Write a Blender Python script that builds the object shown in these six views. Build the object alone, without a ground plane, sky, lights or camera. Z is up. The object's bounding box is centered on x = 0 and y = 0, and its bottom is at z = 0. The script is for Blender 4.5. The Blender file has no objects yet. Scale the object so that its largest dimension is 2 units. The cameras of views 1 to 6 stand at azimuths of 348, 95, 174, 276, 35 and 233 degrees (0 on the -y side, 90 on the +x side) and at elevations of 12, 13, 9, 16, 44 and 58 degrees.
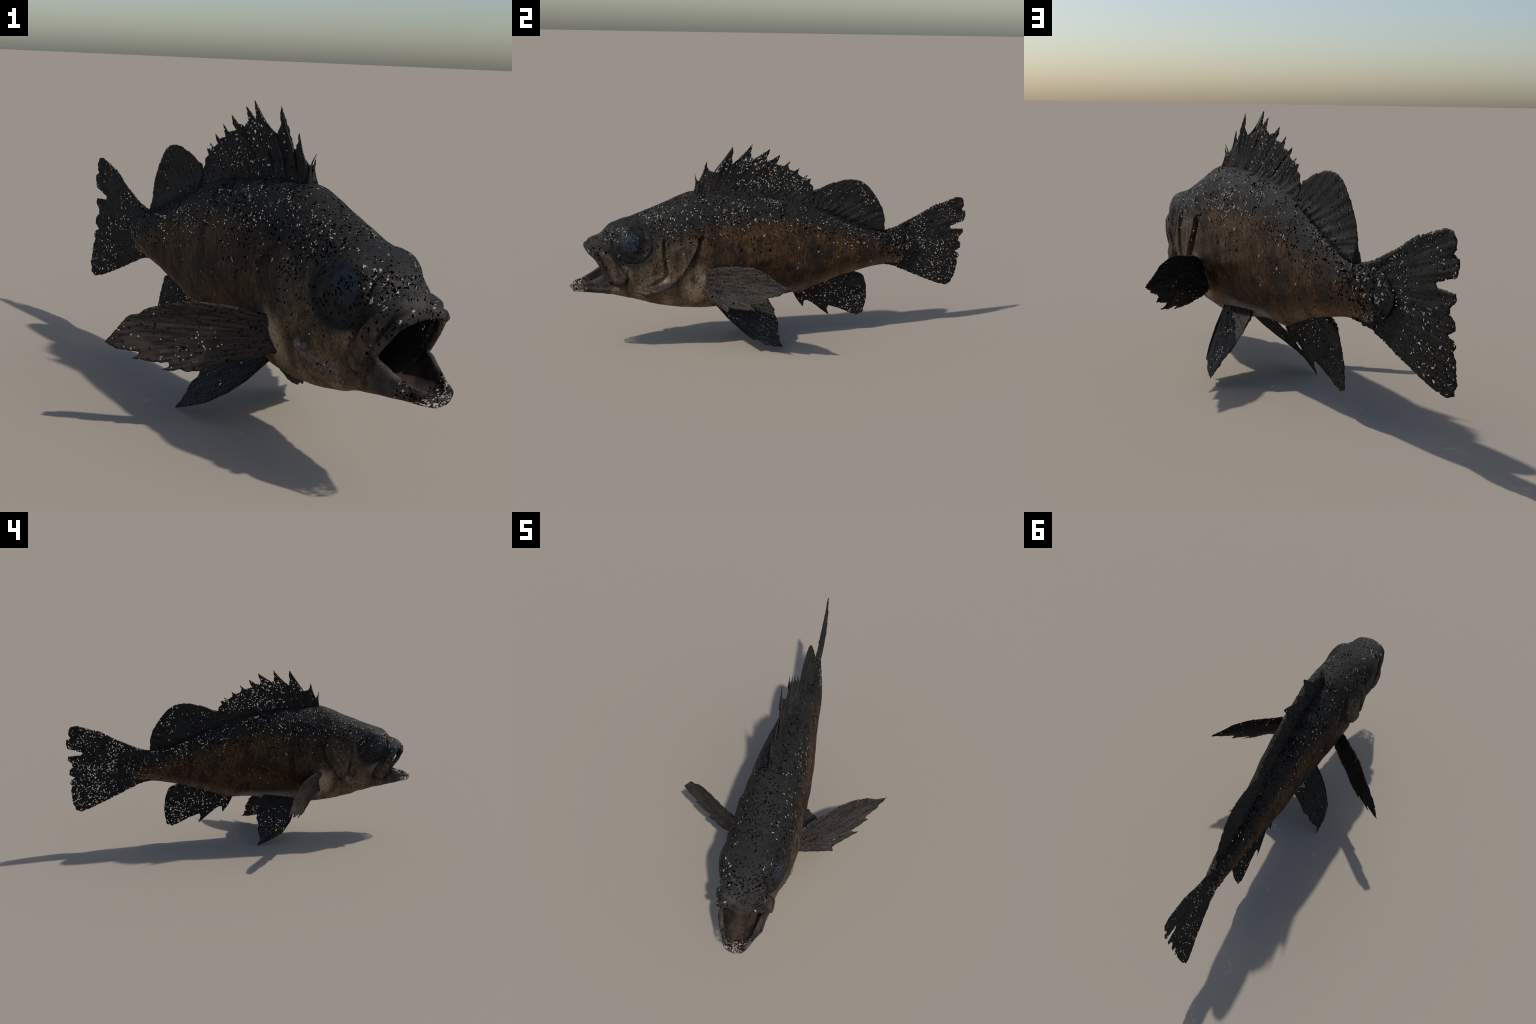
"""Rockfish with spread fins and open mouth, hovering on its pelvic fin tips.

The fish is described in its own frame: s runs from snout to tail, l to the
fish's flank (+l = the sunny flank), z up.  The frame is turned about z.
The trunk and head are one implicit surface (profiles + bumps + grooves),
polygonised on a grid and then separated into anatomical parts.
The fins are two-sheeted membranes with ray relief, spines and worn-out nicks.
"""
import bpy, math
import numpy as np
from mathutils import Vector
from mathutils.geometry import delaunay_2d_cdt

TURN = math.radians(20.87)
T = np.array([-math.sin(TURN), math.cos(TURN), 0.0])
N = np.array([math.cos(TURN), math.sin(TURN), 0.0])
LIFT = 0.0


def world(slz):
    slz = np.asarray(slz, float)
    return slz[..., :1] * T + slz[..., 1:2] * N + (slz[..., 2:3] + LIFT) * np.array([0, 0, 1.0])


# ------------------------------------------------------------------ curves
def curve(points):
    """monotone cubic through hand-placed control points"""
    x = np.array([p[0] for p in points], float)
    y = np.array([p[1] for p in points], float)
    h = np.diff(x)
    d = np.diff(y) / h
    m = np.zeros_like(x)
    m[0], m[-1] = d[0], d[-1]
    for i in range(1, len(x) - 1):
        if d[i - 1] * d[i] > 0:
            w1, w2 = 2 * h[i] + h[i - 1], h[i] + 2 * h[i - 1]
            m[i] = (w1 + w2) / (w1 / d[i - 1] + w2 / d[i])

    def f(t):
        t = np.clip(t, x[0], x[-1])
        i = np.clip(np.searchsorted(x, t) - 1, 0, len(x) - 2)
        u = (t - x[i]) / h[i]
        return ((1 + 2 * u) * (1 - u) ** 2 * y[i] + u * (1 - u) ** 2 * h[i] * m[i]
                + u * u * (3 - 2 * u) * y[i + 1] + u * u * (u - 1) * h[i] * m[i + 1])
    return f


back = curve([(-1.0, .568), (-.975, .576), (-.95, .587), (-.905, .606), (-.88, .628), (-.855, .650), (-.80, .671), (-.71, .702),
              (-.62, .738), (-.52, .780), (-.43, .806), (-.33, .806), (-.2, .797), (-.1, .786), (0, .772), (.08, .755),
              (.2, .713), (.3, .665), (.4, .625), (.5, .583), (.56, .567), (.61, .562), (.66, .566), (.72, .555), (.76, .530), (.80, .495)])
belly = curve([(-1.0, .320), (-.86, .300), (-.74, .268), (-.70, .256), (-.66, .238), (-.56, .217), (-.475, .204), (-.32, .197),
               (-.2, .214), (-.1, .236), (0, .248), (.07, .249), (.12, .247), (.2, .276), (.3, .309), (.4, .338), (.5, .360), (.6, .374), (.66, .374), (.72, .388), (.76, .412), (.80, .445)])
halfwidth = curve([(-.976, .062), (-.974, .080), (-.96, .088), (-.92, .092), (-.85, .107), (-.75, .126), (-.65, .141), (-.55, .143),
                   (-.43, .141), (-.3, .137), (-.1, .122), (.05, .108), (.2, .087), (.35, .071), (.5, .059), (.6, .045), (.66, .033), (.71, .022), (.75, .012), (.78, .006), (.80, .003)])
widest = curve([(-1.0, .52), (-.85, .53), (-.75, .53), (-.6, .50), (-.43, .47), (-.1, .48), (.2, .49), (.4, .48), (.6, .468), (.75, .468)])
mid_l = curve([(-1.05, -.026), (-.98, -.028), (-.9, -.030), (-.75, -.022), (-.2, -.016), (.2, -.020), (.5, -.026), (.75, -.034)])
# how full the underside is (2 = oval, less = keeled)
keel = curve([(-1.0, 1.75), (-.8, 1.8), (-.6, 1.85), (-.45, 1.72), (-.33, 1.48), (-.25, 1.40), (-.05, 1.5), (.15, 1.85), (.3, 2.05), (.75, 2.0)])
ridge_up = curve([(-1.0, 2.08), (-.2, 2.08), (.05, 1.9), (.15, 1.8), (.4, 1.8), (.55, 2.0), (.75, 2.0)])
# lower jaw
jaw_half = curve([(-1.052, .014), (-1.044, .036), (-1.02, .051), (-.984, .063), (-.95, .079), (-.9, .098), (-.85, .100), (-.8, .094), (-.7, .080), (-.6, .06)])
jaw_low = curve([(-1.052, .334), (-1.04, .319), (-.96, .314), (-.86, .301), (-.74, .271), (-.6, .24)])
jaw_rim = curve([(-1.052, .350), (-1.03, .364), (-1.0, .372), (-.95, .392), (-.90, .418), (-.8, .43), (-.6, .43)])
lip_line = curve([(-1.06, .54), (-1.0, .535), (-.98, .527), (-.957, .508), (-.93, .474), (-.91, .438), (-.885, .405), (-.86, .385), (-.8, .36)])
# mouth cavity
cav_half = curve([(-1.038, .020), (-1.02, .042), (-.984, .058), (-.95, .068), (-.9, .078), (-.86, .080), (-.78, .070), (-.7, .055), (-.62, .02)])
cav_top = curve([(-1.038, .40), (-1.01, .50), (-.98, .532), (-.93, .552), (-.88, .556), (-.8, .535), (-.7, .48), (-.62, .43)])
cav_low = curve([(-1.038, .350), (-1.0, .338), (-.9, .330), (-.8, .325), (-.7, .345), (-.62, .38)])

EYE_S, EYE_Z = -.757, .574
GILL = np.array([(-.475, .655), (-.450, .628), (-.414, .606), (-.440, .585), (-.437, .560), (-.462, .500), (-.495, .446), (-.530, .393), (-.575, .348), (-.630, .318), (-.70, .296), (-.80, .285)])
PREOP = np.array([(-.606, .625), (-.616, .56), (-.612, .49), (-.602, .44), (-.612, .40), (-.66, .372)])
MAXILLA = np.array([(-.940, .572), (-.893, .515), (-.855, .455), (-.826, .398)])
LIP = np.array([(-.872, .062, .385), (-.895, .064, .424), (-.920, .065, .468), (-.948, .056, .515), (-.968, .024, .538), (-.977, -.030, .545), (-.974, -.082, .543),
                (-.962, -.108, .522), (-.935, -.119, .478), (-.900, -.122, .436), (-.875, -.120, .392)]) + np.array([.006, 0, .004])


def poly_dist(s, z, P):
    best = np.full(s.shape, 9.0)
    sign = np.ones(s.shape)
    for a, b in zip(P[:-1], P[1:]):
        d = b - a
        t = np.clip(((s - a[0]) * d[0] + (z - a[1]) * d[1]) / (d @ d), 0, 1)
        q = np.hypot(s - a[0] - t * d[0], z - a[1] - t * d[1])
        c = d[0] * (z - a[1]) - d[1] * (s - a[0])
        m = q < best
        sign = np.where(m, np.sign(c), sign)
        best = np.where(m, q, best)
    return best, sign


def smax(a, b, k):
    h = np.clip(.5 + .5 * (a - b) / k, 0, 1)
    return b + (a - b) * h + k * h * (1 - h)


def smin(a, b, k):
    return -smax(-a, -b, k)


def step(a, b, x):
    t = np.clip((x - a) / (b - a), 0, 1)
    return t * t * (3 - 2 * t)


def gauss(x, w):
    return np.exp(-(x / w) ** 2)


def wob(s, l, z, k, seed=0.0):
    """smooth wandering relief from a few incommensurate waves"""
    return (np.sin(k * (s + .7 * z) + seed) * np.sin(k * 1.3 * (z - .4 * s) + 1.7 + seed) +
            np.sin(k * 1.9 * (.8 * s - z + l) + 2.3 * seed) * np.sin(k * 1.6 * (z + .5 * l + .3 * s) + 4.1)) * .5


def oval(s, l, z, top, low, mid, half, lc, p=2.0, p_low=None):
    hu, hd = np.maximum(top - mid, .006), np.maximum(mid - low, .006)
    h = np.where(z > mid, hu, hd)
    if p_low is not None:
        p = p + (p_low - p) * step(0, .25, (mid - z) / hd)
    r = (np.abs((l - lc) / half) ** p + np.abs((z - mid) / h) ** p) ** (1 / p)
    g = np.sqrt(((l - lc) / half ** 2) ** 2 + ((z - mid) / h ** 2) ** 2) / np.maximum(r, .05)
    return (r - 1) / np.maximum(g, 1 / .3)


def cavity(s, l, z):
    sc = np.clip(s, -1.038, -.62)
    c = oval(sc, l, z, cav_top(sc), cav_low(sc), (cav_top(sc) + cav_low(sc)) / 2 - .02, cav_half(sc) + .008 * step(.40, .46, z) * step(-.86, -.93, s), mid_l(sc), 2.5)
    return c + np.maximum(-1.038 - s, 0) + np.maximum(s + .62, 0)


def gape(s, l, z):
    return np.maximum(np.maximum(jaw_rim(s) - z, z - lip_line(s)), s + .902)


def field(P):
    s, l, z = P[..., 0], P[..., 1], P[..., 2]
    sc = np.clip(s, -.976, .80)
    lean = np.clip((z - widest(sc)) / (back(sc) - widest(sc)), 0, 1)
    lc = mid_l(s) - .006 * lean * step(-.45, -.25, s) * step(.65, .5, s)
    f = oval(sc, l, z, back(sc), belly(sc), widest(sc), halfwidth(sc), lc, ridge_up(sc), keel(sc))
    f = smax(f, -.986 - s, .03) + np.maximum(s - .80, 0)
    # lower jaw, a shovel
    sj = np.clip(s, -1.052, -.6)
    j = oval(sj, l, z, jaw_rim(sj) + .020, jaw_low(sj), jaw_low(sj) + .045, jaw_half(sj) + .008 * step(-.85, -.95, s), mid_l(sj) - .002 * step(-.80, -.92, s), 3.2, 2.4)
    j = j + np.maximum(-1.052 - s, 0) + np.maximum(s + .62, 0)
    f = smin(f, j, .02)
    a = np.abs(l - lc)
    outer = step(.05, .09, a)
    # bulging eyes in their sockets
    e = (np.sqrt(((s - EYE_S) / .093) ** 2 + ((a - .066) / .0705) ** 2 + ((z - EYE_Z) / .098) ** 2) - 1) * .08
    f = smin(f, e, .022)
    rho = np.sqrt(((s - EYE_S) / .094) ** 2 + ((z - EYE_Z) / .100) ** 2)
    f = f + outer * .006 * gauss(rho - 1.03, .05)
    # gill cover flap with the slit behind it, and the ridge in front
    d, sg = poly_dist(s, z, GILL)
    ahead = sg < 0
    flap = np.where(ahead, -.013 * np.exp(-d / .07) * step(0, .007, d), .012 * gauss(d - .004, .012))
    f = f + flap * outer * step(.70, .60, z) * step(-.78, -.66, s)
    d, sg = poly_dist(s, z, PREOP)
    f = f + outer * step(.625, .575, z) * np.where(sg < 0, -.009 * np.exp(-d / .03) * step(0, .008, d), .009 * gauss(d - .003, .011))
    fold = np.sin((z + .28 * s) * 2 * math.pi / .024) * gauss(z - .285 - .12 * (-.6 - s), .032) * step(-.80, -.70, s) * step(-.48, -.58, s)
    f = f + .004 * fold * outer
    # cheek knob, pectoral root
    f = f - outer * (.012 * gauss(np.hypot(s + .60, z - .372), .025))
    # upper jaw bone plate and rolled lips
    d, sg = poly_dist(s, z, MAXILLA)
    wide = .020 + .014 * step(.54, .42, z)
    low_end = step(.57, .47, z)
    f = f - step(.03, .06, a) * (.001 + .016 * low_end) * step(wide + .003, wide - .007, d) + step(.03, .06, a) * (.006 + .012 * low_end) * gauss(d - wide - .010, .008)
    u = z - lip_line(s)
    f = f + step(-.84, -.90, s) * .006 * gauss(u - .046, .011) * step(.60, .57, z)
    # groove along the mandible
    f = f + step(-.70, -.80, s) * step(.03, .06, a) * .005 * gauss(z - jaw_low(sj) - .045, .010)
    # flesh is never quite even
    f = f + .0022 * wob(s, l, z, 27) + .0012 * wob(s, l, z, 71, 1.1) * step(-.35, -.55, s)
    f = smax(f, -gape(s, l, z), .012)
    # rolled lip: a soft tube round the upper half of the mouth
    near = (s < -.82) & (z > .34) & (z < .62)
    if near.any():
        q = P[near]
        d = np.full(len(q), 9.0)
        for a0, b0 in zip(LIP[:-1], LIP[1:]):
            ab = b0 - a0
            tt = np.clip((q - a0) @ ab / (ab @ ab), 0, 1)
            d = np.minimum(d, np.linalg.norm(q - a0 - tt[:, None] * ab, axis=1))
        f = f.copy()
        f[near] = smin(f[near], d - .0125, .006)
    f = smax(f, -cavity(s, l, z), .012)
    return f


def gradient(P, e=.0015):
    g = np.zeros_like(P)
    for k in range(3):
        d = np.zeros(3)
        d[k] = e
        g[:, k] = (field(P + d) - field(P - d)) / (2 * e)
    return g


def surface_net(cell=.0068):
    lo, hi = np.array([-1.085, -.215, .17]), np.array([.83, .185, .84])
    n = np.ceil((hi - lo) / cell).astype(int) + 1
    ax = [lo[k] + cell * np.arange(n[k]) for k in range(3)]
    G = np.stack(np.meshgrid(*ax, indexing='ij'), -1)
    F = np.stack([field(G[i]) for i in range(n[0])])
    inside = F < 0
    m = n - 1
    corner = np.zeros((*m, 8), bool)
    idx = [(i, j, k) for i in (0, 1) for j in (0, 1) for k in (0, 1)]
    for c, (i, j, k) in enumerate(idx):
        corner[..., c] = inside[i:i + m[0], j:j + m[1], k:k + m[2]]
    count = corner.sum(-1)
    active = (count > 0) & (count < 8)
    ids = np.full(active.shape, -1)
    cells = np.argwhere(active)
    ids[active] = np.arange(len(cells))
    acc = np.zeros((len(cells), 3))
    num = np.zeros(len(cells))
    for a in range(8):
        for b in range(a + 1, 8):
            da = np.array(idx[b]) - np.array(idx[a])
            if np.abs(da).sum() != 1:
                continue
            pa, pb = cells + idx[a], cells + idx[b]
            fa, fb = F[tuple(pa.T)], F[tuple(pb.T)]
            x = (fa < 0) != (fb < 0)
            t = np.where(x, fa / np.where(x, fa - fb, 1), 0)
            acc += np.where(x[:, None], lo + cell * (pa + t[:, None] * (pb - pa)), 0)
            num += x
    V = acc / num[:, None]
    quads = []
    for k in range(3):
        u, v = (k + 1) % 3, (k + 2) % 3
        A = inside
        sl0 = [slice(None)] * 3
        sl1 = [slice(None)] * 3
        sl0[k], sl1[k] = slice(0, -1), slice(1, None)
        change = A[tuple(sl0)] != A[tuple(sl1)]
        E = np.argwhere(change)
        E = E[(E[:, u] > 0) & (E[:, v] > 0) & (E[:, u] < n[u] - 1) & (E[:, v] < n[v] - 1)]
        flip = A[tuple(E.T)]
        du, dv = np.eye(3, dtype=int)[u], np.eye(3, dtype=int)[v]
        q = np.stack([ids[tuple((E - du - dv).T)], ids[tuple((E - dv).T)], ids[tuple(E.T)], ids[tuple((E - du).T)]], 1)
        q = np.where(flip[:, None], q[:, ::-1], q)
        quads.append(q)
    return V, np.concatenate(quads)


def value_noise(P, scale, seed):
    """trilinear lattice noise 0..1, seeded"""
    Q = np.asarray(P) * scale + 50.0
    i = np.floor(Q).astype(np.int64)
    f = Q - i
    f = f * f * (3 - 2 * f)
    out = 0
    for c in range(8):
        o = np.array([(c >> 2) & 1, (c >> 1) & 1, c & 1])
        k = i + o
        h = (k[:, 0] * 73856093) ^ (k[:, 1] * 19349663) ^ (k[:, 2] * 83492791) ^ (seed * 2654435761)
        h = ((h ^ (h >> 13)) * 1274126177) & 0x7fffffff
        r = (h % 10007) / 10006.0
        w = np.prod(np.where(o, f, 1 - f), axis=1)
        out = out + r * w
    return out


# ------------------------------------------------------------------ scene helpers
fish = bpy.data.objects.new("rockfish", None)
bpy.context.collection.objects.link(fish)
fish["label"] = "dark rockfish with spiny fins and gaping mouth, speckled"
fish["category"] = "fish"


def add_mesh(name, verts, faces, mats, parent, normals=None, mat_index=None, smooth=True):
    me = bpy.data.meshes.new(name)
    me.from_pydata([tuple(map(float, v)) for v in verts], [], [tuple(map(int, f)) for f in faces])
    for m in mats:
        me.materials.append(m)
    if mat_index is not None:
        me.polygons.foreach_set("material_index", np.asarray(mat_index, dtype=np.int32))
    me.polygons.foreach_set("use_smooth", np.full(len(faces), smooth))
    me.update()
    if normals is not None:
        me.normals_split_custom_set_from_vertices([tuple(map(float, v)) for v in normals])
    ob = bpy.data.objects.new(name, me)
    ob.parent = parent
    bpy.context.collection.objects.link(ob)
    return ob


# ------------------------------------------------------------------ materials
class Nodes:
    def __init__(self, name):
        self.mat = bpy.data.materials.new(name)
        self.mat.use_nodes = True
        self.t = self.mat.node_tree
        self.t.nodes.clear()
        self.out = self.t.nodes.new('ShaderNodeOutputMaterial')
        self.bsdf = self.t.nodes.new('ShaderNodeBsdfPrincipled')
        self.t.links.new(self.bsdf.outputs[0], self.out.inputs[0])
        tc = self.t.nodes.new('ShaderNodeTexCoord')
        mp = self.t.nodes.new('ShaderNodeMapping')
        mp.inputs['Rotation'].default_value = (0, 0, -TURN)
        self.t.links.new(tc.outputs['Object'], mp.inputs['Vector'])
        self.P = mp.outputs[0]              # (l, s, z)
        x = self.t.nodes.new('ShaderNodeSeparateXYZ')
        self.t.links.new(self.P, x.inputs[0])
        self.l, self.s, self.z = x.outputs

    def put(self, socket, v):
        if isinstance(v, bpy.types.NodeSocket):
            self.t.links.new(v, socket)
        elif isinstance(v, tuple) and len(v) == 3 and socket.type == 'RGBA':
            socket.default_value = (*v, 1)
        else:
            socket.default_value = v

    def math(self, op, a, b=0.0, c=None, clamp=False):
        n = self.t.nodes.new('ShaderNodeMath')
        n.operation = op
        n.use_clamp = clamp
        self.put(n.inputs[0], a)
        self.put(n.inputs[1], b)
        if c is not None:
            self.put(n.inputs[2], c)
        return n.outputs[0]

    def add(self, a, b): return self.math('ADD', a, b)
    def sub(self, a, b): return self.math('SUBTRACT', a, b)
    def mul(self, a, b): return self.math('MULTIPLY', a, b)

    def ramp(self, x, a, b):
        """smooth step of x from a to b"""
        n = self.t.nodes.new('ShaderNodeMapRange')
        n.interpolation_type = 'SMOOTHSTEP'
        self.put(n.inputs['Value'], x)
        lo, hi, t0, t1 = (a, b, 0.0, 1.0) if a < b else (b, a, 1.0, 0.0)
        n.inputs['From Min'].default_value, n.inputs['From Max'].default_value = lo, hi
        n.inputs['To Min'].default_value, n.inputs['To Max'].default_value = t0, t1
        return n.outputs[0]

    def scaled(self, k):
        n = self.t.nodes.new('ShaderNodeVectorMath')
        n.operation = 'MULTIPLY'
        self.put(n.inputs[0], self.P)
        n.inputs[1].default_value = k
        return n.outputs[0]

    def noise(self, scale, detail=3.0, rough=.55, vec=None, color=False, distortion=0.0):
        n = self.t.nodes.new('ShaderNodeTexNoise')
        self.put(n.inputs['Vector'], vec or self.P)
        n.inputs['Scale'].default_value = scale
        n.inputs['Detail'].default_value = detail
        n.inputs['Roughness'].default_value = rough
        n.inputs['Distortion'].default_value = distortion
        return n.outputs['Color' if color else 'Fac']

    def shards(self, scale, density, stretch=(1, 1, 1), shift=0.0):
        """angular random cells; density is the share of the surface covered"""
        v = self.scaled(stretch)
        n = self.t.nodes.new('ShaderNodeVectorMath')
        n.operation = 'MULTIPLY_ADD'
        self.put(n.inputs[0], self.noise(60, 1, color=True))
        n.inputs[1].default_value = (.016, .016, .016)
        self.put(n.inputs[2], v)
        o = self.t.nodes.new('ShaderNodeVectorMath')
        o.operation = 'ADD'
        self.put(o.inputs[0], n.outputs[0])
        o.inputs[1].default_value = (shift, shift * .7, -shift)
        w = self.t.nodes.new('ShaderNodeTexVoronoi')
        self.put(w.inputs['Vector'], o.outputs[0])
        w.inputs['Scale'].default_value = scale
        x = self.t.nodes.new('ShaderNodeSeparateColor')
        self.put(x.inputs[0], w.outputs['Color'])
        return self.math('GREATER_THAN', x.outputs[0], self.sub(1.0, density))

    def mix(self, f, a, b):
        n = self.t.nodes.new('ShaderNodeMix')
        n.data_type = 'RGBA'
        self.put(n.inputs[0], f)
        self.put(n.inputs[6], a)
        self.put(n.inputs[7], b)
        return n.outputs[2]

    def blob(self, s, z, rs, rz):
        """soft spot on both flanks"""
        a = self.math('DIVIDE', self.sub(self.s, s), rs)
        b = self.math('DIVIDE', self.sub(self.z, z), rz)
        q = self.math('SQRT', self.add(self.mul(a, a), self.mul(b, b)))
        return self.ramp(q, 1.0, .25)

    def curve_of(self, x, pts, lo, hi):
        n = self.t.nodes.new('ShaderNodeFloatCurve')
        self.put(n.inputs['Value'], self.math('DIVIDE', self.sub(x, lo), hi - lo))
        c = n.mapping.curves[0]
        P = [((a - lo) / (hi - lo), b) for a, b in pts]
        while len(c.points) < len(P):
            c.points.new(.5, .5)
        for q, p in zip(c.points, P):
            q.location = p
            q.handle_type = 'AUTO'
        n.mapping.update()
        return n.outputs[0]

    def bump(self, h, strength, dist):
        n = self.t.nodes.new('ShaderNodeBump')
        n.inputs['Strength'].default_value = strength
        n.inputs['Distance'].default_value = dist
        self.put(n.inputs['Height'], h)
        self.t.links.new(n.outputs[0], self.bsdf.inputs['Normal'])

    def finish(self, color, rough=.6, spec=.25):
        self.put(self.bsdf.inputs['Base Color'], color)
        self.put(self.bsdf.inputs['Roughness'], rough)
        self.bsdf.inputs['Specular IOR Level'].default_value = spec
        return self.mat


PALE = (.34, .31, .27)  # fleck paint coloured like sunlit ground and interior glimpsed through holes
INK = (.004, .004, .004)  # fleck paint blackened like the unlit hollow behind a hole


def skin_material():
    m = Nodes("rockfish_skin")
    big = m.noise(5.5, 4, .6)
    mot = m.noise(16, 5, .65, vec=m.scaled((1, 1, .55)))
    fine = m.noise(85, 3, .6, vec=m.scaled((1, 1, .35)))
    grain = m.noise(260, 2, .6)
    edge = m.curve_of(m.s, [(-1.1, .50), (-.9, .53), (-.80, .60), (-.66, .615), (-.45, .635), (-.26, .652), (-.06, .672),
                            (.14, .635), (.3, .582), (.455, .537), (.62, .50), (.72, .46), (.8, .44)], -1.1, 1.1)
    d = m.add(m.sub(m.z, edge), m.add(m.mul(m.sub(big, .5), .16), m.mul(m.sub(mot, .5), .10)))
    top = m.ramp(d, -.055, .035)
    charcoal = m.mix(m.ramp(grain, .3, .75), (.0130, .0127, .0120), (.0235, .0230, .0218))
    # flank: coppery brown in blotches, dark clouds along the middle
    brown = m.mix(m.ramp(fine, .32, .72), (.040, .022, .011), (.104, .054, .023))
    clouds = m.mul(m.ramp(m.add(big, m.mul(m.sub(mot, .5), .9)), .55, .41), .85)
    brown = m.mix(clouds, brown, (.024, .0165, .0125))
    # cheek, throat and breast: mottled tan
    head = m.ramp(m.s, -.36, -.50)
    tan = m.mix(m.ramp(mot, .36, .66), (.042, .028, .016), (.175, .117, .066))  # light tan toned down for the cheek's baked shading
    tan = m.mix(m.mul(m.ramp(m.noise(11, 3, .6), .52, .68), .65), tan, (.10, .098, .088))
    tan = m.mix(m.mul(m.ramp(m.noise(48, 4, .7, vec=m.scaled((1, 1, .7))), .50, .66), .6), tan, (.034, .024, .016))
    tan = m.mix(m.mul(m.ramp(m.add(m.z, m.mul(m.sub(big, .5), .12)), .38, .54), .72), tan, m.mix(m.ramp(mot, .38, .62), (.024, .018, .013), (.062, .046, .032)))
    side = m.mix(head, brown, tan)
    # breast and belly paler
    low = m.curve_of(m.s, [(-1.1, .30), (-.8, .31), (-.6, .30), (-.4, .31), (-.2, .27), (0, .275), (.2, .315), (.4, .365), (.6, .40), (.8, .40)], -1.1, 1.1)
    under = m.ramp(m.add(m.sub(m.z, low), m.mul(m.sub(mot, .5), .06)), .045, -.025)
    belly_c = m.mix(m.ramp(mot, .35, .7), (.120, .068, .039), (.250, .172, .112))
    side = m.mix(m.mul(under, .8), side, belly_c)
    silver = m.mul(m.mul(m.ramp(m.z, .305, .255), m.ramp(m.s, -.32, -.22)), m.ramp(m.s, .12, .02))
    side = m.mix(m.mul(silver, .85), side, (.27, .265, .25))
    # breast in front of the pectoral root, cheek bone, knob: bone-pale flesh
    side = m.mix(m.mul(m.blob(-.435, .345, .10, .12), m.ramp(mot, .25, .48)), side, (.38, .285, .19))
    crumb = m.ramp(m.noise(38, 4, .65), .40, .62)
    side = m.mix(m.mul(m.blob(-.60, .372, .045, .040), m.mul(crumb, .8)), side, (.22, .19, .17))
    side = m.mix(m.mul(m.blob(-.79, .435, .035, .06), m.mul(crumb, .8)), side, (.24, .215, .195))
    side = m.mix(m.mul(m.blob(-.655, .34, .15, .045), .55), side, (.15, .125, .11))
    col = m.mix(top, side, charcoal)
    # fine crackle over everything
    crack = m.ramp(m.noise(150, 4, .7, vec=m.scaled((1, 1, .6))), .36, .62)
    shade = m.t.nodes.new('ShaderNodeVectorMath')
    shade.operation = 'SCALE'
    m.put(shade.inputs[0], col)
    m.put(shade.inputs['Scale'], m.add(.62, m.mul(crack, .62)))
    col = shade.outputs[0]
    # dark skin round the eye
    col = m.mix(m.ramp(m.math('SQRT', m.add(m.math('POWER', m.math('DIVIDE', m.sub(m.s, EYE_S), .118), 2.0), m.math('POWER', m.math('DIVIDE', m.sub(m.z, EYE_Z), .122), 2.0))), 1.08, .88), col, charcoal)
    # jaws and lips: slate with rusty seams
    jaw = m.ramp(m.add(m.s, m.mul(m.sub(mot, .5), .10)), -.84, -.90)
    jawc = m.mix(m.ramp(mot, .40, .66), (.022, .021, .021), (.058, .050, .043))
    col = m.mix(m.mul(jaw, .85), col, jawc)
    # upper jaw plate: slate and rust
    dx = m.add(m.mul(m.add(m.s, .880), .848), m.mul(m.sub(m.z, .485), .530))
    plate = m.mul(m.ramp(m.math('ABSOLUTE', dx), .034, .020), m.mul(m.ramp(m.z, .375, .395), m.ramp(m.z, .56, .49)))
    col = m.mix(m.mul(plate, .8), col, m.mix(m.ramp(m.noise(26, 4, .65), .42, .62), (.026, .024, .023), (.105, .068, .043)))
    # root of the tail fin
    col = m.mix(m.ramp(m.add(m.add(m.s, m.mul(m.math('ABSOLUTE', m.sub(m.z, .455)), .5)), m.mul(m.sub(mot, .5), .10)), .700, .745), col, (.016, .0155, .015))
    # painted glimpses of bright ground and dark hollow through holes, thick on the back, round the snout and at the tail root
    clump = m.ramp(m.noise(9, 3, .6), .38, .68)
    dens = m.add(m.mul(m.ramp(d, -.12, .05), .035), .006)
    dens = m.add(dens, m.mul(m.blob(.68, .47, .11, .12), .16))
    dens = m.add(dens, m.mul(m.ramp(m.s, -.96, -1.03), .22))
    dens = m.add(dens, m.mul(m.blob(-.87, .60, .10, .075), .24))
    dens = m.mul(dens, m.add(.25, m.mul(clump, 1.9)))
    col = m.mix(m.shards(165, m.mul(dens, .25), (1, 1, .8)), col, INK)
    col = m.mix(m.shards(160, m.mul(m.mul(dens, .40), m.math('MAXIMUM', m.ramp(m.s, .48, .58), m.ramp(m.math('ABSOLUTE', m.add(m.l, .02)), .05, .08))), (1, 1, .75), 3.1), col, PALE)
    m.bump(m.add(m.mul(fine, .6), m.add(grain, m.mul(crack, .6))), .3, .004)
    return m.finish(col, .7, .12)


def mouth_material():
    m = Nodes("mouth_flesh")
    mot = m.noise(14, 4, .6)
    col = m.mix(m.ramp(mot, .35, .7), (.019, .016, .015), (.070, .050, .036))
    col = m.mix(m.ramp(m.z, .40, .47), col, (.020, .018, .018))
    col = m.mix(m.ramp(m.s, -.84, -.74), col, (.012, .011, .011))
    dens = m.mul(m.ramp(m.noise(11, 2), .42, .66), .05)
    return m.finish(col, .45, .35)


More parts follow.
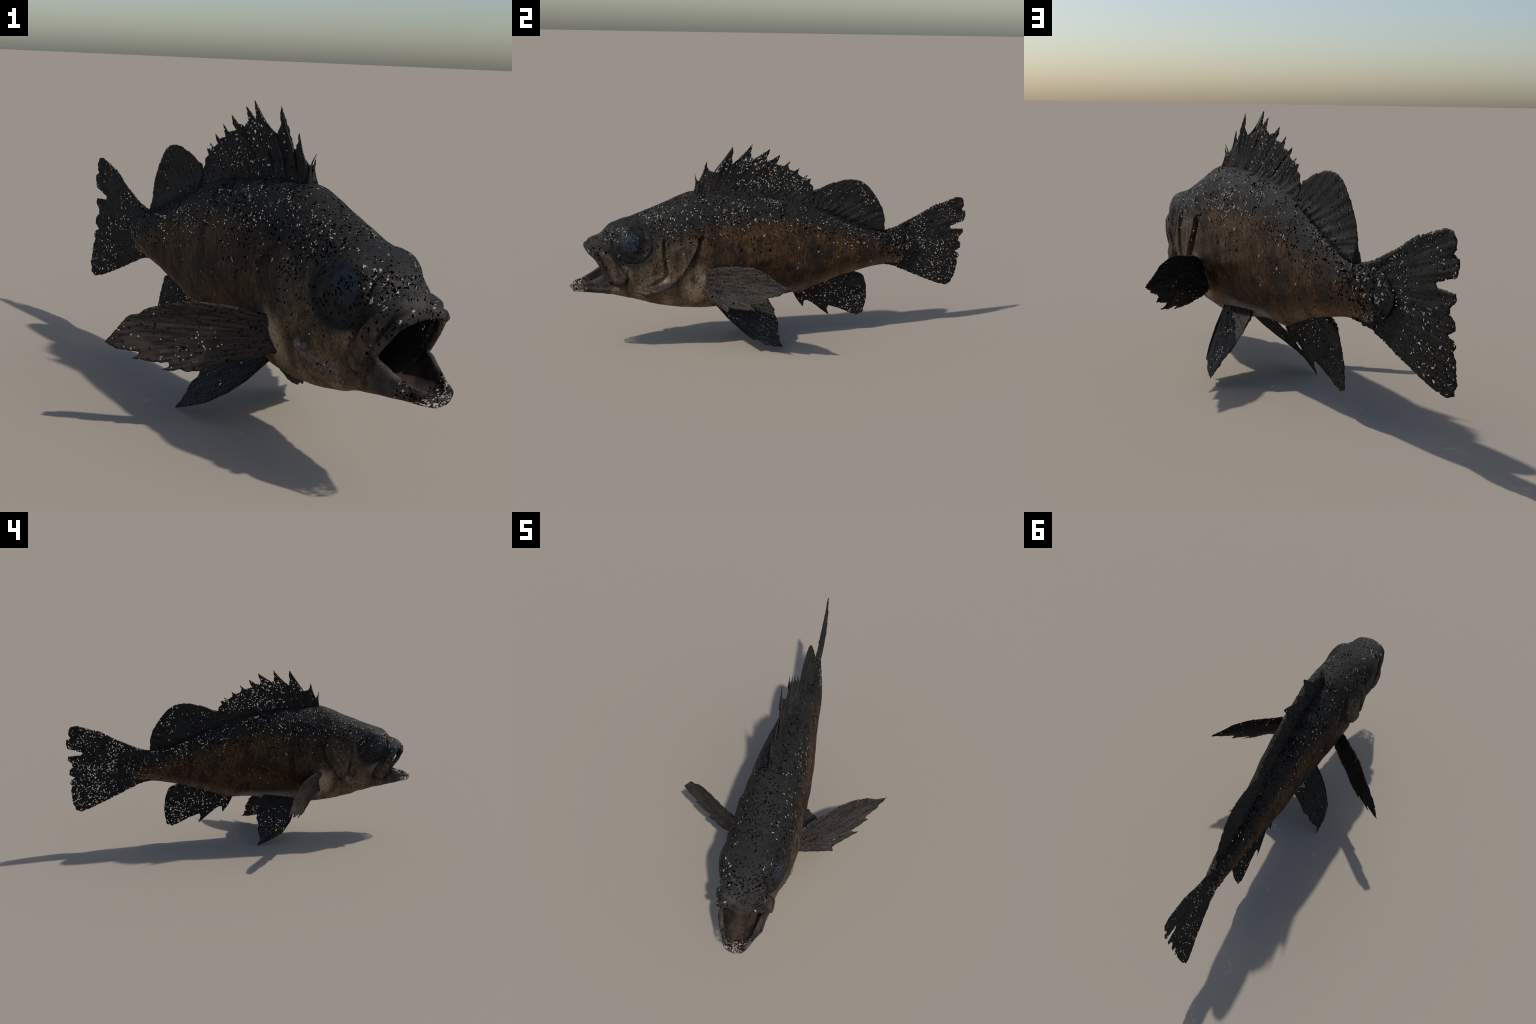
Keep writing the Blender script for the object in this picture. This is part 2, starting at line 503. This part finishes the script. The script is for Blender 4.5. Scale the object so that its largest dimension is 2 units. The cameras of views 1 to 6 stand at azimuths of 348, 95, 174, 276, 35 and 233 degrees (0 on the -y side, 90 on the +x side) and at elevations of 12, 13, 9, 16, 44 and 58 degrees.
def fin_material(name, look, fan=None, e1=None, e2=None):
    """membrane with streaks running along rays that spread from the fan point"""
    dark, light, fleck, rusty = look
    m = Nodes(name)
    if fan is None:
        st = m.noise(60, 4, .6, vec=m.scaled((1, .5, .4)))
    else:
        tc = m.t.nodes.new('ShaderNodeTexCoord')
        d = m.t.nodes.new('ShaderNodeVectorMath')
        d.operation = 'SUBTRACT'
        m.put(d.inputs[0], tc.outputs['Object'])
        d.inputs[1].default_value = tuple(fan)
        xy = []
        for e in (e1, e2):
            n = m.t.nodes.new('ShaderNodeVectorMath')
            n.operation = 'DOT_PRODUCT'
            m.put(n.inputs[0], d.outputs[0])
            n.inputs[1].default_value = tuple(e)
            xy.append(n.outputs['Value'])
        ang = m.math('ARCTAN2', xy[1], xy[0])
        rad = m.math('SQRT', m.add(m.mul(xy[0], xy[0]), m.mul(xy[1], xy[1])))
        c = m.t.nodes.new('ShaderNodeCombineXYZ')
        m.put(c.inputs[0], m.mul(ang, 16.0))
        m.put(c.inputs[1], m.mul(rad, 3.0))
        st = m.noise(3.2, 4, .68, vec=c.outputs[0])
    mot = m.noise(10, 3, .6)
    col = m.mix(m.ramp(st, .36, .66), dark, light)
    if rusty:
        col = m.mix(m.mul(m.ramp(mot, .52, .68), .55), col, rusty)
    dens = m.mul(m.ramp(m.noise(12, 2, .6), .40, .66), fleck)
    col = m.mix(m.shards(165, dens, (1, .8, .8), 2.2), col, INK)
    m.bump(st, .5, .004)
    return m.finish(col, .65, .12)


def eye_material():
    m = Nodes("clouded_eye")
    a = m.math('DIVIDE', m.sub(m.s, -.780), .050)
    b = m.math('DIVIDE', m.sub(m.z, .585), .054)
    q = m.math('SQRT', m.add(m.mul(a, a), m.mul(b, b)))
    q = m.add(q, m.mul(m.sub(m.noise(18, 3), .5), .35))
    blue = m.mix(m.noise(30, 3), (.011, .016, .027), (.028, .036, .051))
    iris = m.mix(m.ramp(m.noise(22, 3), .4, .65), (.007, .007, .008), (.022, .020, .019))
    iris = m.mix(m.mul(m.ramp(m.s, -.71, -.69), m.ramp(m.noise(14, 2), .45, .6)), iris, (.065, .036, .034))
    col = m.mix(m.ramp(q, 1.05, .72), iris, blue)
    dens = m.mul(m.ramp(m.noise(13, 3), .42, .66), m.mul(m.ramp(m.s, -.70, -.80), .10))
    col = m.mix(m.shards(150, m.mul(dens, .7), (1, 1, .8)), col, INK)
    return m.finish(col, .62, .15)


SKIN = skin_material()
MOUTH = mouth_material()
EYE = eye_material()
# looks: dark streak, light streak, share of black flecks, rusty bloom
FIN = ((.008, .008, .008), (.026, .0245, .023), .04, (.024, .018, .014))
PELVIC = ((.013, .0125, .013), (.043, .039, .036), .04, None)
PECT_OUT = ((.015, .013, .012), (.052, .045, .040), .06, (.050, .031, .024))
PECT_IN = ((.010, .0095, .009), (.034, .030, .027), .05, None)
SPINE = fin_material("spine_horn", ((.009, .009, .009), (.032, .030, .028), .02, None))

# ------------------------------------------------------------------ trunk and head
rng = np.random.default_rng(7)
V, Q = surface_net()
for it in range(4):
    g = gradient(V)
    n2 = np.maximum((g ** 2).sum(1), .05)
    V = V - np.clip(field(V) / n2, -.004, .004)[:, None] * g
    if it == 1:                                     # loosen the grid look
        J = rng.normal(0, .0013, V.shape)
        gn = g / np.sqrt(n2)[:, None]
        V = V + J - (J * gn).sum(1)[:, None] * gn
G = gradient(V)
NORM = G / np.linalg.norm(G, axis=1)[:, None]
NW = NORM[:, :1] * T + NORM[:, 1:2] * N + NORM[:, 2:] * np.array([0, 0, 1.0])

pick = rng.random(len(Q)) < .5
tri = np.concatenate([np.where(pick[:, None], Q[:, [0, 1, 2]], Q[:, [0, 1, 3]]), np.where(pick[:, None], Q[:, [0, 2, 3]], Q[:, [1, 2, 3]])])
C = V[tri].mean(1)
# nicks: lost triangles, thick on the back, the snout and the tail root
s_, l_, z_ = C.T
upper = step(-.16, .04, z_ - np.interp(s_, [-1, -.45, -.06, .3, .7], [.52, .62, .66, .56, .44]))
share = .011 + .095 * upper + .07 * gauss(s_ - .66, .06) + .30 * step(-.95, -1.03, s_) + .03 * gauss(np.hypot(s_ + .89, z_ - .60), .06)
share = share + .10 * gauss(z_ - back(s_) + .02, .035) * step(-.5, -.4, s_)
share = share * (.35 + 1.3 * step(.36, .64, .5 * value_noise(C * np.array([1, .0, 1]), 15, 3) + .5 * value_noise(C, 30, 4)))
share = share * np.where(np.hypot((s_ - EYE_S) / .1, (z_ - EYE_Z) / .1) < 1, .85, 1)
lost = rng.random(len(tri)) < share
half = len(Q)
both = rng.random(half) < .35
pair = (lost[:half] | lost[half:]) & both
lost[:half] |= pair
lost[half:] |= pair
keep = ~lost
in_mouth = (np.abs(cavity(*C.T)) < .006) & (cavity(*C.T) < .004) & (s_ < -.6)
d_g, sg_g = poly_dist(s_, z_, GILL)
before_gill = (sg_g < 0) & (s_ < -.40)
jaw = (s_ < -.80) & (z_ < np.interp(s_, [-1.06, -.902, -.80], [.44, .424, .30]))
cover = before_gill & (s_ > -.615) & (z_ < .63) & (np.abs(l_ + .02) > .06)
head = before_gill | (s_ < -.62)
rho_c = np.hypot((s_ - EYE_S) / .094, (z_ - EYE_Z) / .100)
outer_c = np.abs(l_ - mid_l(s_)) > .06
region = np.where(outer_c & (rho_c < .86), np.where(l_ > -.02, 6, 7), 0)
region = np.where(region > 5, region, np.where(in_mouth, 0, np.where(jaw, 1, np.where(cover, 2, np.where(head, 3, np.where(s_ > .42, 5, 4))))))
W = world(V)
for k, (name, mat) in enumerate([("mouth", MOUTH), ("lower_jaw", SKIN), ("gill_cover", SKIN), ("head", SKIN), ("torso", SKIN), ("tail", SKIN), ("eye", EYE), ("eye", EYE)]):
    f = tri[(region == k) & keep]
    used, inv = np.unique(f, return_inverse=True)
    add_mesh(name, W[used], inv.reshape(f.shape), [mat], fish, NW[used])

# ------------------------------------------------------------------ fins
def fin(name, outline, mats, fan, rays, thick=(.016, .004), base=None, lost=.05, relief=.002, cup=0.0, cell=.0070, seed=1, parent=None):
    """Membrane inside a 3D outline (fish frame).  fan: point the rays spread from.
    base: two outline-frame points; the membrane is thickest along the line between them."""
    r = np.random.default_rng(seed)
    O = np.array(outline, float)
    c = O.mean(0)
    _, _, ax = np.linalg.svd(O - c)
    e1, e2, nn = ax
    if nn[1] < 0:
        nn = -nn
    e2 = np.cross(nn, e1)
    flat = lambda p: np.stack([(np.asarray(p) - c) @ e1, (np.asarray(p) - c) @ e2], -1)
    res = (O - c) @ nn
    # resample border
    B, R = [], []
    for i in range(len(O)):
        p, q = O[i], O[(i + 1) % len(O)]
        k = max(1, int(np.linalg.norm(q - p) / cell))
        for t in np.arange(k) / k:
            w = p + t * (q - p)
            if 0 < t:
                w = w + r.normal(0, .0010, 3)
            B.append(w)
            R.append((w - c) @ nn)
    B2, R = flat(B), np.array(R)
    lo, hi = B2.min(0), B2.max(0)
    pts = []
    row = 0
    y = lo[1]
    while y < hi[1]:
        x = lo[0] + (cell / 2 if row % 2 else 0)
        while x < hi[0]:
            pts.append((x, y))
            x += cell
        y += cell * .87
        row += 1
    pts = np.array(pts) + r.normal(0, cell * .2, (len(pts), 2))
    # keep points inside and away from the border
    x, y = pts.T
    ins = np.zeros(len(pts), bool)
    n = len(B2)
    for i in range(n):
        a, b = B2[i], B2[(i + 1) % n]
        cr = ((a[1] > y) != (b[1] > y)) & (x < (b[0] - a[0]) * (y - a[1]) / (b[1] - a[1] + 1e-12) + a[0])
        ins ^= cr
    dist = np.full(len(pts), 9.0)
    for p in B2:
        dist = np.minimum(dist, np.hypot(x - p[0], y - p[1]))
    pts = pts[ins & (dist > cell * .55)]
    allp = np.concatenate([B2, pts])
    vo, _, fo, ov, _, _ = delaunay_2d_cdt([Vector(p) for p in allp], [], [list(range(n))], 1, 1e-6)
    P2 = np.array([tuple(v) for v in vo])
    border = np.array([any(k < n for k in o) for o in ov])
    F = np.array([f for f in fo if len(f) == 3])
    # lift back: residual height of the border spread over the sheet
    d2 = ((P2[:, None, :] - B2[None]) ** 2).sum(-1) + 1e-7
    wgt = 1 / d2 ** 1.5
    h = (wgt * R).sum(1) / wgt.sum(1)
    o2 = flat(fan)
    ang = np.arctan2(P2[:, 1] - o2[1], P2[:, 0] - o2[0])
    bang = np.arctan2(B2[:, 1] - o2[1], B2[:, 0] - o2[0])
    mean = math.atan2(np.sin(bang).mean(), np.cos(bang).mean())
    rel = (ang - mean + math.pi) % (2 * math.pi) - math.pi
    brel = (bang - mean + math.pi) % (2 * math.pi) - math.pi
    span = np.percentile(brel, 97) - np.percentile(brel, 3)
    ridge = np.cos(rel / span * rays * 2 * math.pi + 1.5 * np.sin(rel * 9))
    ridge = .7 * ridge + .6 * np.cos(rel / span * rays * .62 * math.pi + 2 * np.sin(rel * 5 + seed))
    b0, b1 = flat(base[0]), flat(base[1])
    t = np.clip(((P2 - b0) @ (b1 - b0)) / ((b1 - b0) @ (b1 - b0)), 0, 1)
    db = np.linalg.norm(P2 - b0 - t[:, None] * (b1 - b0), axis=1)
    reach = np.percentile(db, 98)
    half = .5 * (thick[1] + (thick[0] - thick[1]) * np.clip(1 - db / (.42 * reach), 0, 1) ** 2)
    edge = np.where(border, 0, 1)
    h = h + relief * ridge * (.25 + .75 * edge) * np.clip(db / (.25 * reach), .15, 1)
    h = h + cup * np.clip(np.sqrt(d2.min(1)) / .05, 0, 1)
    mid = c + P2[:, :1] * e1 + P2[:, 1:] * e2 + h[:, None] * nn
    puff = (half * (1 + .22 * ridge) * edge)[:, None] * nn
    A, Bk = world(mid + puff), world(mid - puff)
    nv = len(P2)
    turn = lambda v: world(v) - world((0, 0, 0))
    mats = [fin_material(name + "_membrane", look, world(fan), turn(e1), turn(e2)) for look in mats]
    # both sheets share the rim
    remap = np.where(border, np.arange(nv), np.arange(nv) + nv)
    area = np.cross(P2[F[:, 1]] - P2[F[:, 0]], P2[F[:, 2]] - P2[F[:, 0]])
    F = np.where((area > 0)[:, None], F, F[:, ::-1])
    cen = mid[F].mean(1)
    dens = lost * (.45 + 1.3 * step(.38, .68, value_noise(cen, 17, seed + 5)))
    gone = r.random(len(F)) < dens
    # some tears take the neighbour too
    onlyA = r.random(len(F)) < dens * .5
    onlyB = r.random(len(F)) < dens * .5
    FA = F[~(gone | onlyA)]
    FB = remap[F[~(gone | onlyB)]][:, ::-1]
    faces = np.concatenate([FA, FB])
    mi = np.concatenate([np.zeros(len(FA)), np.ones(len(FB))])
    verts = np.concatenate([A, Bk])
    used, inv = np.unique(faces, return_inverse=True)
    return add_mesh(name, verts[used], inv.reshape(faces.shape), mats, parent or fish, None, mi)


def spine(path, r0, r1, parent, name="fin_spine"):
    P = world(path)
    vs, fs = [], []
    k = 8
    m = len(P)
    for i, p in enumerate(P):
        d = P[min(i + 1, m - 1)] - P[max(i - 1, 0)]
        d /= np.linalg.norm(d)
        a = np.cross(d, N)
        a /= np.linalg.norm(a)
        b = np.cross(d, a)
        rr = r0 + (r1 - r0) * (i / (m - 1)) ** 1.2
        for j in range(k):
            q = 2 * math.pi * j / k
            vs.append(p + rr * (math.cos(q) * a + math.sin(q) * b))
    for i in range(m - 1):
        for j in range(k):
            fs.append((i * k + j, i * k + (j + 1) % k, (i + 1) * k + (j + 1) % k, (i + 1) * k + j))
    fs.append(tuple(range(k))[::-1])
    fs.append(tuple((m - 1) * k + j for j in range(k)))
    return add_mesh(name, vs, fs, [SPINE], parent)


def bow(a, b, sag, n=9):
    """gently curved line from a to b in the s-z plane, sagging towards the tail side"""
    a, b = np.array(a), np.array(b)
    t = np.linspace(0, 1, n)[:, None]
    d = b - a
    perp = np.array([d[2], 0, -d[0]])
    return a + t * d + sag * np.sin(math.pi * t) * perp


def plane_pts(pts, l):
    return [(s, l(s, z) if callable(l) else l, z) for s, z in pts]


# spiny dorsal fin: (base s, tip, notch behind the tip)
LEAN = [-.007, -.028, -.010, -.037, -.014, -.034, -.032, -.032, -.026, -.027, -.027]
SPINES = [(-.432, (-.434, .894), (-.412, .853)), (-.408, (-.369, .950), (-.336, .897)), (-.372, (-.240, 1.022), (-.237, .936)),
          (-.318, (-.130, 1.032), (-.130, .958)), (-.258, (-.044, 1.008), (-.057, .947)), (-.195, (.015, .977), (-.008, .928)),
          (-.130, (.068, .942), (.063, .899)), (-.065, (.119, .905), (.111, .872)), (.000, (.163, .869), (.153, .848)),
          (.065, (.182, .848), (.172, .826)), (.120, (.192, .811), (.194, .792))]
lead = [[(-.429, .853)], [(-.388, .896), (-.379, .928)], [(-.322, .897), (-.290, .957)], [(-.190, .970)], [(-.094, .980)], [(-.030, .950)],
        [(.035, .918)], [(.090, .890)], [(.135, .858)], [], []]
trail = [[(-.424, .862)], [(-.367, .925), (-.358, .905)], [(-.236, .998), (-.244, .965)], [(-.138, .992), (-.138, .967)], [(-.050, .984), (-.062, .962)],
         [(.006, .948)], [(.058, .913)], [(.111, .884)], [(.156, .856)], [], []]
out = [(-.436, -.010, .790)]
for (b, tip, notch), le, tr, lean in zip(SPINES, lead, trail, LEAN):
    out += [(s, lean, z) for s, z in le + [tip] + tr] + [(notch[0], -.025 + .012 * min(1, max(0, -notch[0] / .4)), notch[1])]
out += [(s, -.025 + .012 * min(1, max(0, -s / .4)), z) for s, z in [(.205, .780), (.21, .69), (.1, .715), (0, .745), (-.15, .765), (-.3, .775)]]
dorsal = fin("dorsal_fin", out, [FIN, FIN], (-.50, -.03, .45), 22, (.044, .0035), ((-.43, -.027, .79), (.21, -.027, .70)),
             lost=.072, relief=.0010, seed=11)
for i, (b, tip, notch) in enumerate(SPINES):
    zb = float(back(b)) - .02
    way = [(zb, b)]
    if 0 < i < 5:
        pn = SPINES[i - 1][2]
        way.append((pn[1], pn[0] + .007))
    way += [(z - .002, s + .004) for s, z in lead[i] if z > way[-1][0] + .01]
    way.append((tip[1], tip[0]))
    zz = np.linspace(zb, tip[1], 12)
    k = np.linspace(0, 1, 12) ** 3
    side = -.023 + (LEAN[i] + .023) * k
    spine(np.stack([curve(way)(zz), side, zz], 1), .0062 - .0002 * i, .0007, dorsal)

soft = [(.190, .76), (.205, .792), (.230, .795), (.262, .812), (.300, .825), (.337, .831), (.370, .839), (.400, .840), (.450, .833), (.475, .820),
        (.500, .800), (.525, .772), (.547, .742), (.567, .710), (.584, .680), (.596, .640), (.600, .610), (.600, .555), (.5, .56), (.35, .62), (.2, .69)]
fin("soft_dorsal_fin", plane_pts(soft, lambda s, z: -.024 - .03 * (z - .6)), [FIN, FIN], (-.02, -.03, .50), 30, (.040, .0035), ((.19, -.027, .72), (.6, -.027, .56)),
    lost=.035, relief=.0010, seed=12)

tail = [(.600, .560), (.660, .574), (.728, .604), (.808, .640), (.888, .684), (.929, .694), (.969, .708), (1.023, .724), (1.057, .719), (1.071, .698),
        (1.073, .669), (1.061, .655), (1.085, .644), (1.087, .620), (1.078, .589), (1.03, .575), (.992, .562), (1.001, .549), (1.077, .546), (1.079, .525),
        (1.053, .500), (1.054, .479), (1.070, .466), (1.070, .438), (1.039, .421), (1.068, .407), (1.069, .391), (1.055, .376), (1.063, .355), (1.059, .311),
        (1.057, .278), (1.043, .262), (1.040, .243), (1.009, .229), (.957, .240), (.905, .258), (.806, .298), (.700, .343), (.660, .362), (.600, .376), (.56, .47)]


tail_end = curve([(.22, -.101), (.32, -.079), (.42, -.063), (.56, -.052), (.72, -.052)])


def tail_l(s, z):
    k = max(0.0, (s - .62) / .44)
    return -.030 + k * (float(tail_end(z)) + .030) - .004 * math.sin(k * 6)


tail = [(s, z - .23 * max(0.0, -.05 - tail_l(s, z))) for s, z in tail]
fin("caudal_fin", plane_pts(tail, tail_l), [FIN, FIN], (.50, -.03, .468), 34, (.070, .004), ((.58, -.03, .53), (.58, -.03, .40)),
    lost=.072, relief=.0010, seed=13)

anal = [(.095, .262), (.107, .246), (.130, .200), (.157, .160), (.160, .192), (.180, .195), (.200, .182), (.252, .146), (.308, .101), (.293, .140), (.300, .157),
        (.365, .136), (.417, .110), (.465, .091), (.499, .102), (.508, .140), (.515, .185), (.508, .260), (.490, .315), (.468, .332), (.420, .350), (.3, .345), (.18, .300)]
anal_l = lambda s, z: -.022 - .14 * max(0.0, .30 - z)
anal_fin = fin("anal_fin", plane_pts(anal, anal_l), [FIN, FIN], (.02, -.02, .46), 20, (.026, .0035), ((.1, -.022, .26), (.46, -.025, .35)),
               lost=.055, relief=.0010, seed=14)
for a, b in (((.095, .27), (.157, .160)), ((.150, .27), (.308, .101))):
    spine(bow((a[0], anal_l(*a), a[1]), (b[0], anal_l(*b), b[1]), .05), .0075, .0008, anal_fin)

pect_sun = [(-.43, .06, .425), (-.377, .132, .437), (-.346, .163, .451), (-.299, .212, .463), (-.253, .262, .472), (-.214, .304, .477), (-.185, .337, .470), (-.150, .378, .455),
            (-.122, .410, .428), (-.093, .440, .411), (-.062, .466, .393), (-.094, .438, .376), (-.114, .424, .360), (-.152, .388, .344), (-.164, .378, .332),
            (-.150, .393, .316), (-.188, .358, .304), (-.221, .326, .295), (-.216, .335, .283), (-.200, .360, .276), (-.243, .314, .264), (-.261, .296, .263),
            (-.292, .270, .261), (-.313, .250, .258), (-.322, .258, .243), (-.351, .185, .252), (-.384, .118, .275), (-.43, .055, .310)]
fin("pectoral_fin", pect_sun, [PECT_OUT, PECT_IN], (-.55, -.02, .36), 24, (.030, .004), ((-.39, .12, .43), (-.39, .10, .28)), cup=-.009, lost=.035, relief=.0010, seed=15)
pect_shade = [(-.45, -.09, .415), (-.415, -.169, .424), (-.385, -.214, .436), (-.339, -.280, .445), (-.296, -.332, .448), (-.247, -.381, .433), (-.222, -.409, .425), (-.196, -.443, .408),
              (-.187, -.454, .395), (-.171, -.475, .390), (-.162, -.486, .380), (-.141, -.511, .338), (-.120, -.535, .297), (-.140, -.504, .277), (-.160, -.474, .273),
              (-.178, -.448, .270), (-.175, -.451, .258), (-.161, -.469, .247), (-.177, -.446, .248), (-.201, -.412, .240), (-.229, -.372, .242), (-.230, -.370, .230),
              (-.214, -.390, .217), (-.231, -.366, .215), (-.247, -.344, .222), (-.260, -.326, .214), (-.284, -.293, .220), (-.312, -.256, .240), (-.360, -.191, .265), (-.45, -.09, .305)]
fin("pectoral_fin", pect_shade, [PECT_IN, PECT_OUT], (-.60, .06, .36), 24, (.030, .004), ((-.41, -.14, .41), (-.41, -.13, .29)), cup=.012, lost=.035, relief=.0010, seed=16)

pelv_sun = [(-.335, .030, .235), (-.327, .044, .217), (-.281, .090, .166), (-.218, .146, .106), (-.171, .182, .067), (-.151, .184, .067), (-.117, .206, .045), (-.075, .217, .035),
            (-.027, .230, .033), (-.038, .205, .055), (-.033, .187, .077), (-.040, .173, .094), (-.028, .145, .129), (-.034, .120, .159), (-.041, .098, .186), (-.034, .095, .190),
            (-.047, .075, .212), (-.061, .049, .243), (-.10, .02, .262), (-.25, .02, .26)]
pelv_sun = [(s, l - .007 * (s > -.12), z) for s, l, z in pelv_sun]
pf = fin("pelvic_fin", pelv_sun, [PELVIC, PELVIC], (-.42, -.05, .31), 16, (.018, .0035), ((-.33, .03, .23), (-.07, .03, .26)), lost=.06, relief=.0010, seed=17)
spine(np.array([(-.335, .030, .232), (-.283, .090, .168), (-.220, .146, .108), (-.172, .181, .069)]), .007, .001, pf)
pelv_shade = [(-.305, -.040, .245), (-.294, -.050, .231), (-.269, -.105, .160), (-.236, -.150, .114), (-.205, -.180, .086), (-.175, -.203, .064), (-.105, -.220, .034), (-.052, -.230, .012),
              (-.020, -.234, .000), (-.041, -.208, .035), (-.030, -.167, .088), (-.044, -.151, .107), (-.033, -.125, .143), (-.052, -.092, .185), (-.065, -.062, .226), (-.10, -.045, .26), (-.24, -.035, .265)]
pelv_shade = [(s, l - .013 * (.02 < z < .22), z) for s, l, z in pelv_shade]
pf = fin("pelvic_fin", pelv_shade, [PELVIC, PELVIC], (-.40, .03, .32), 16, (.018, .0035), ((-.30, -.04, .24), (-.08, -.04, .25)), lost=.06, relief=.0010, seed=18)
spine(np.array([(-.305, -.040, .243), (-.271, -.116, .162), (-.238, -.162, .116), (-.177, -.215, .066)]), .007, .001, pf)
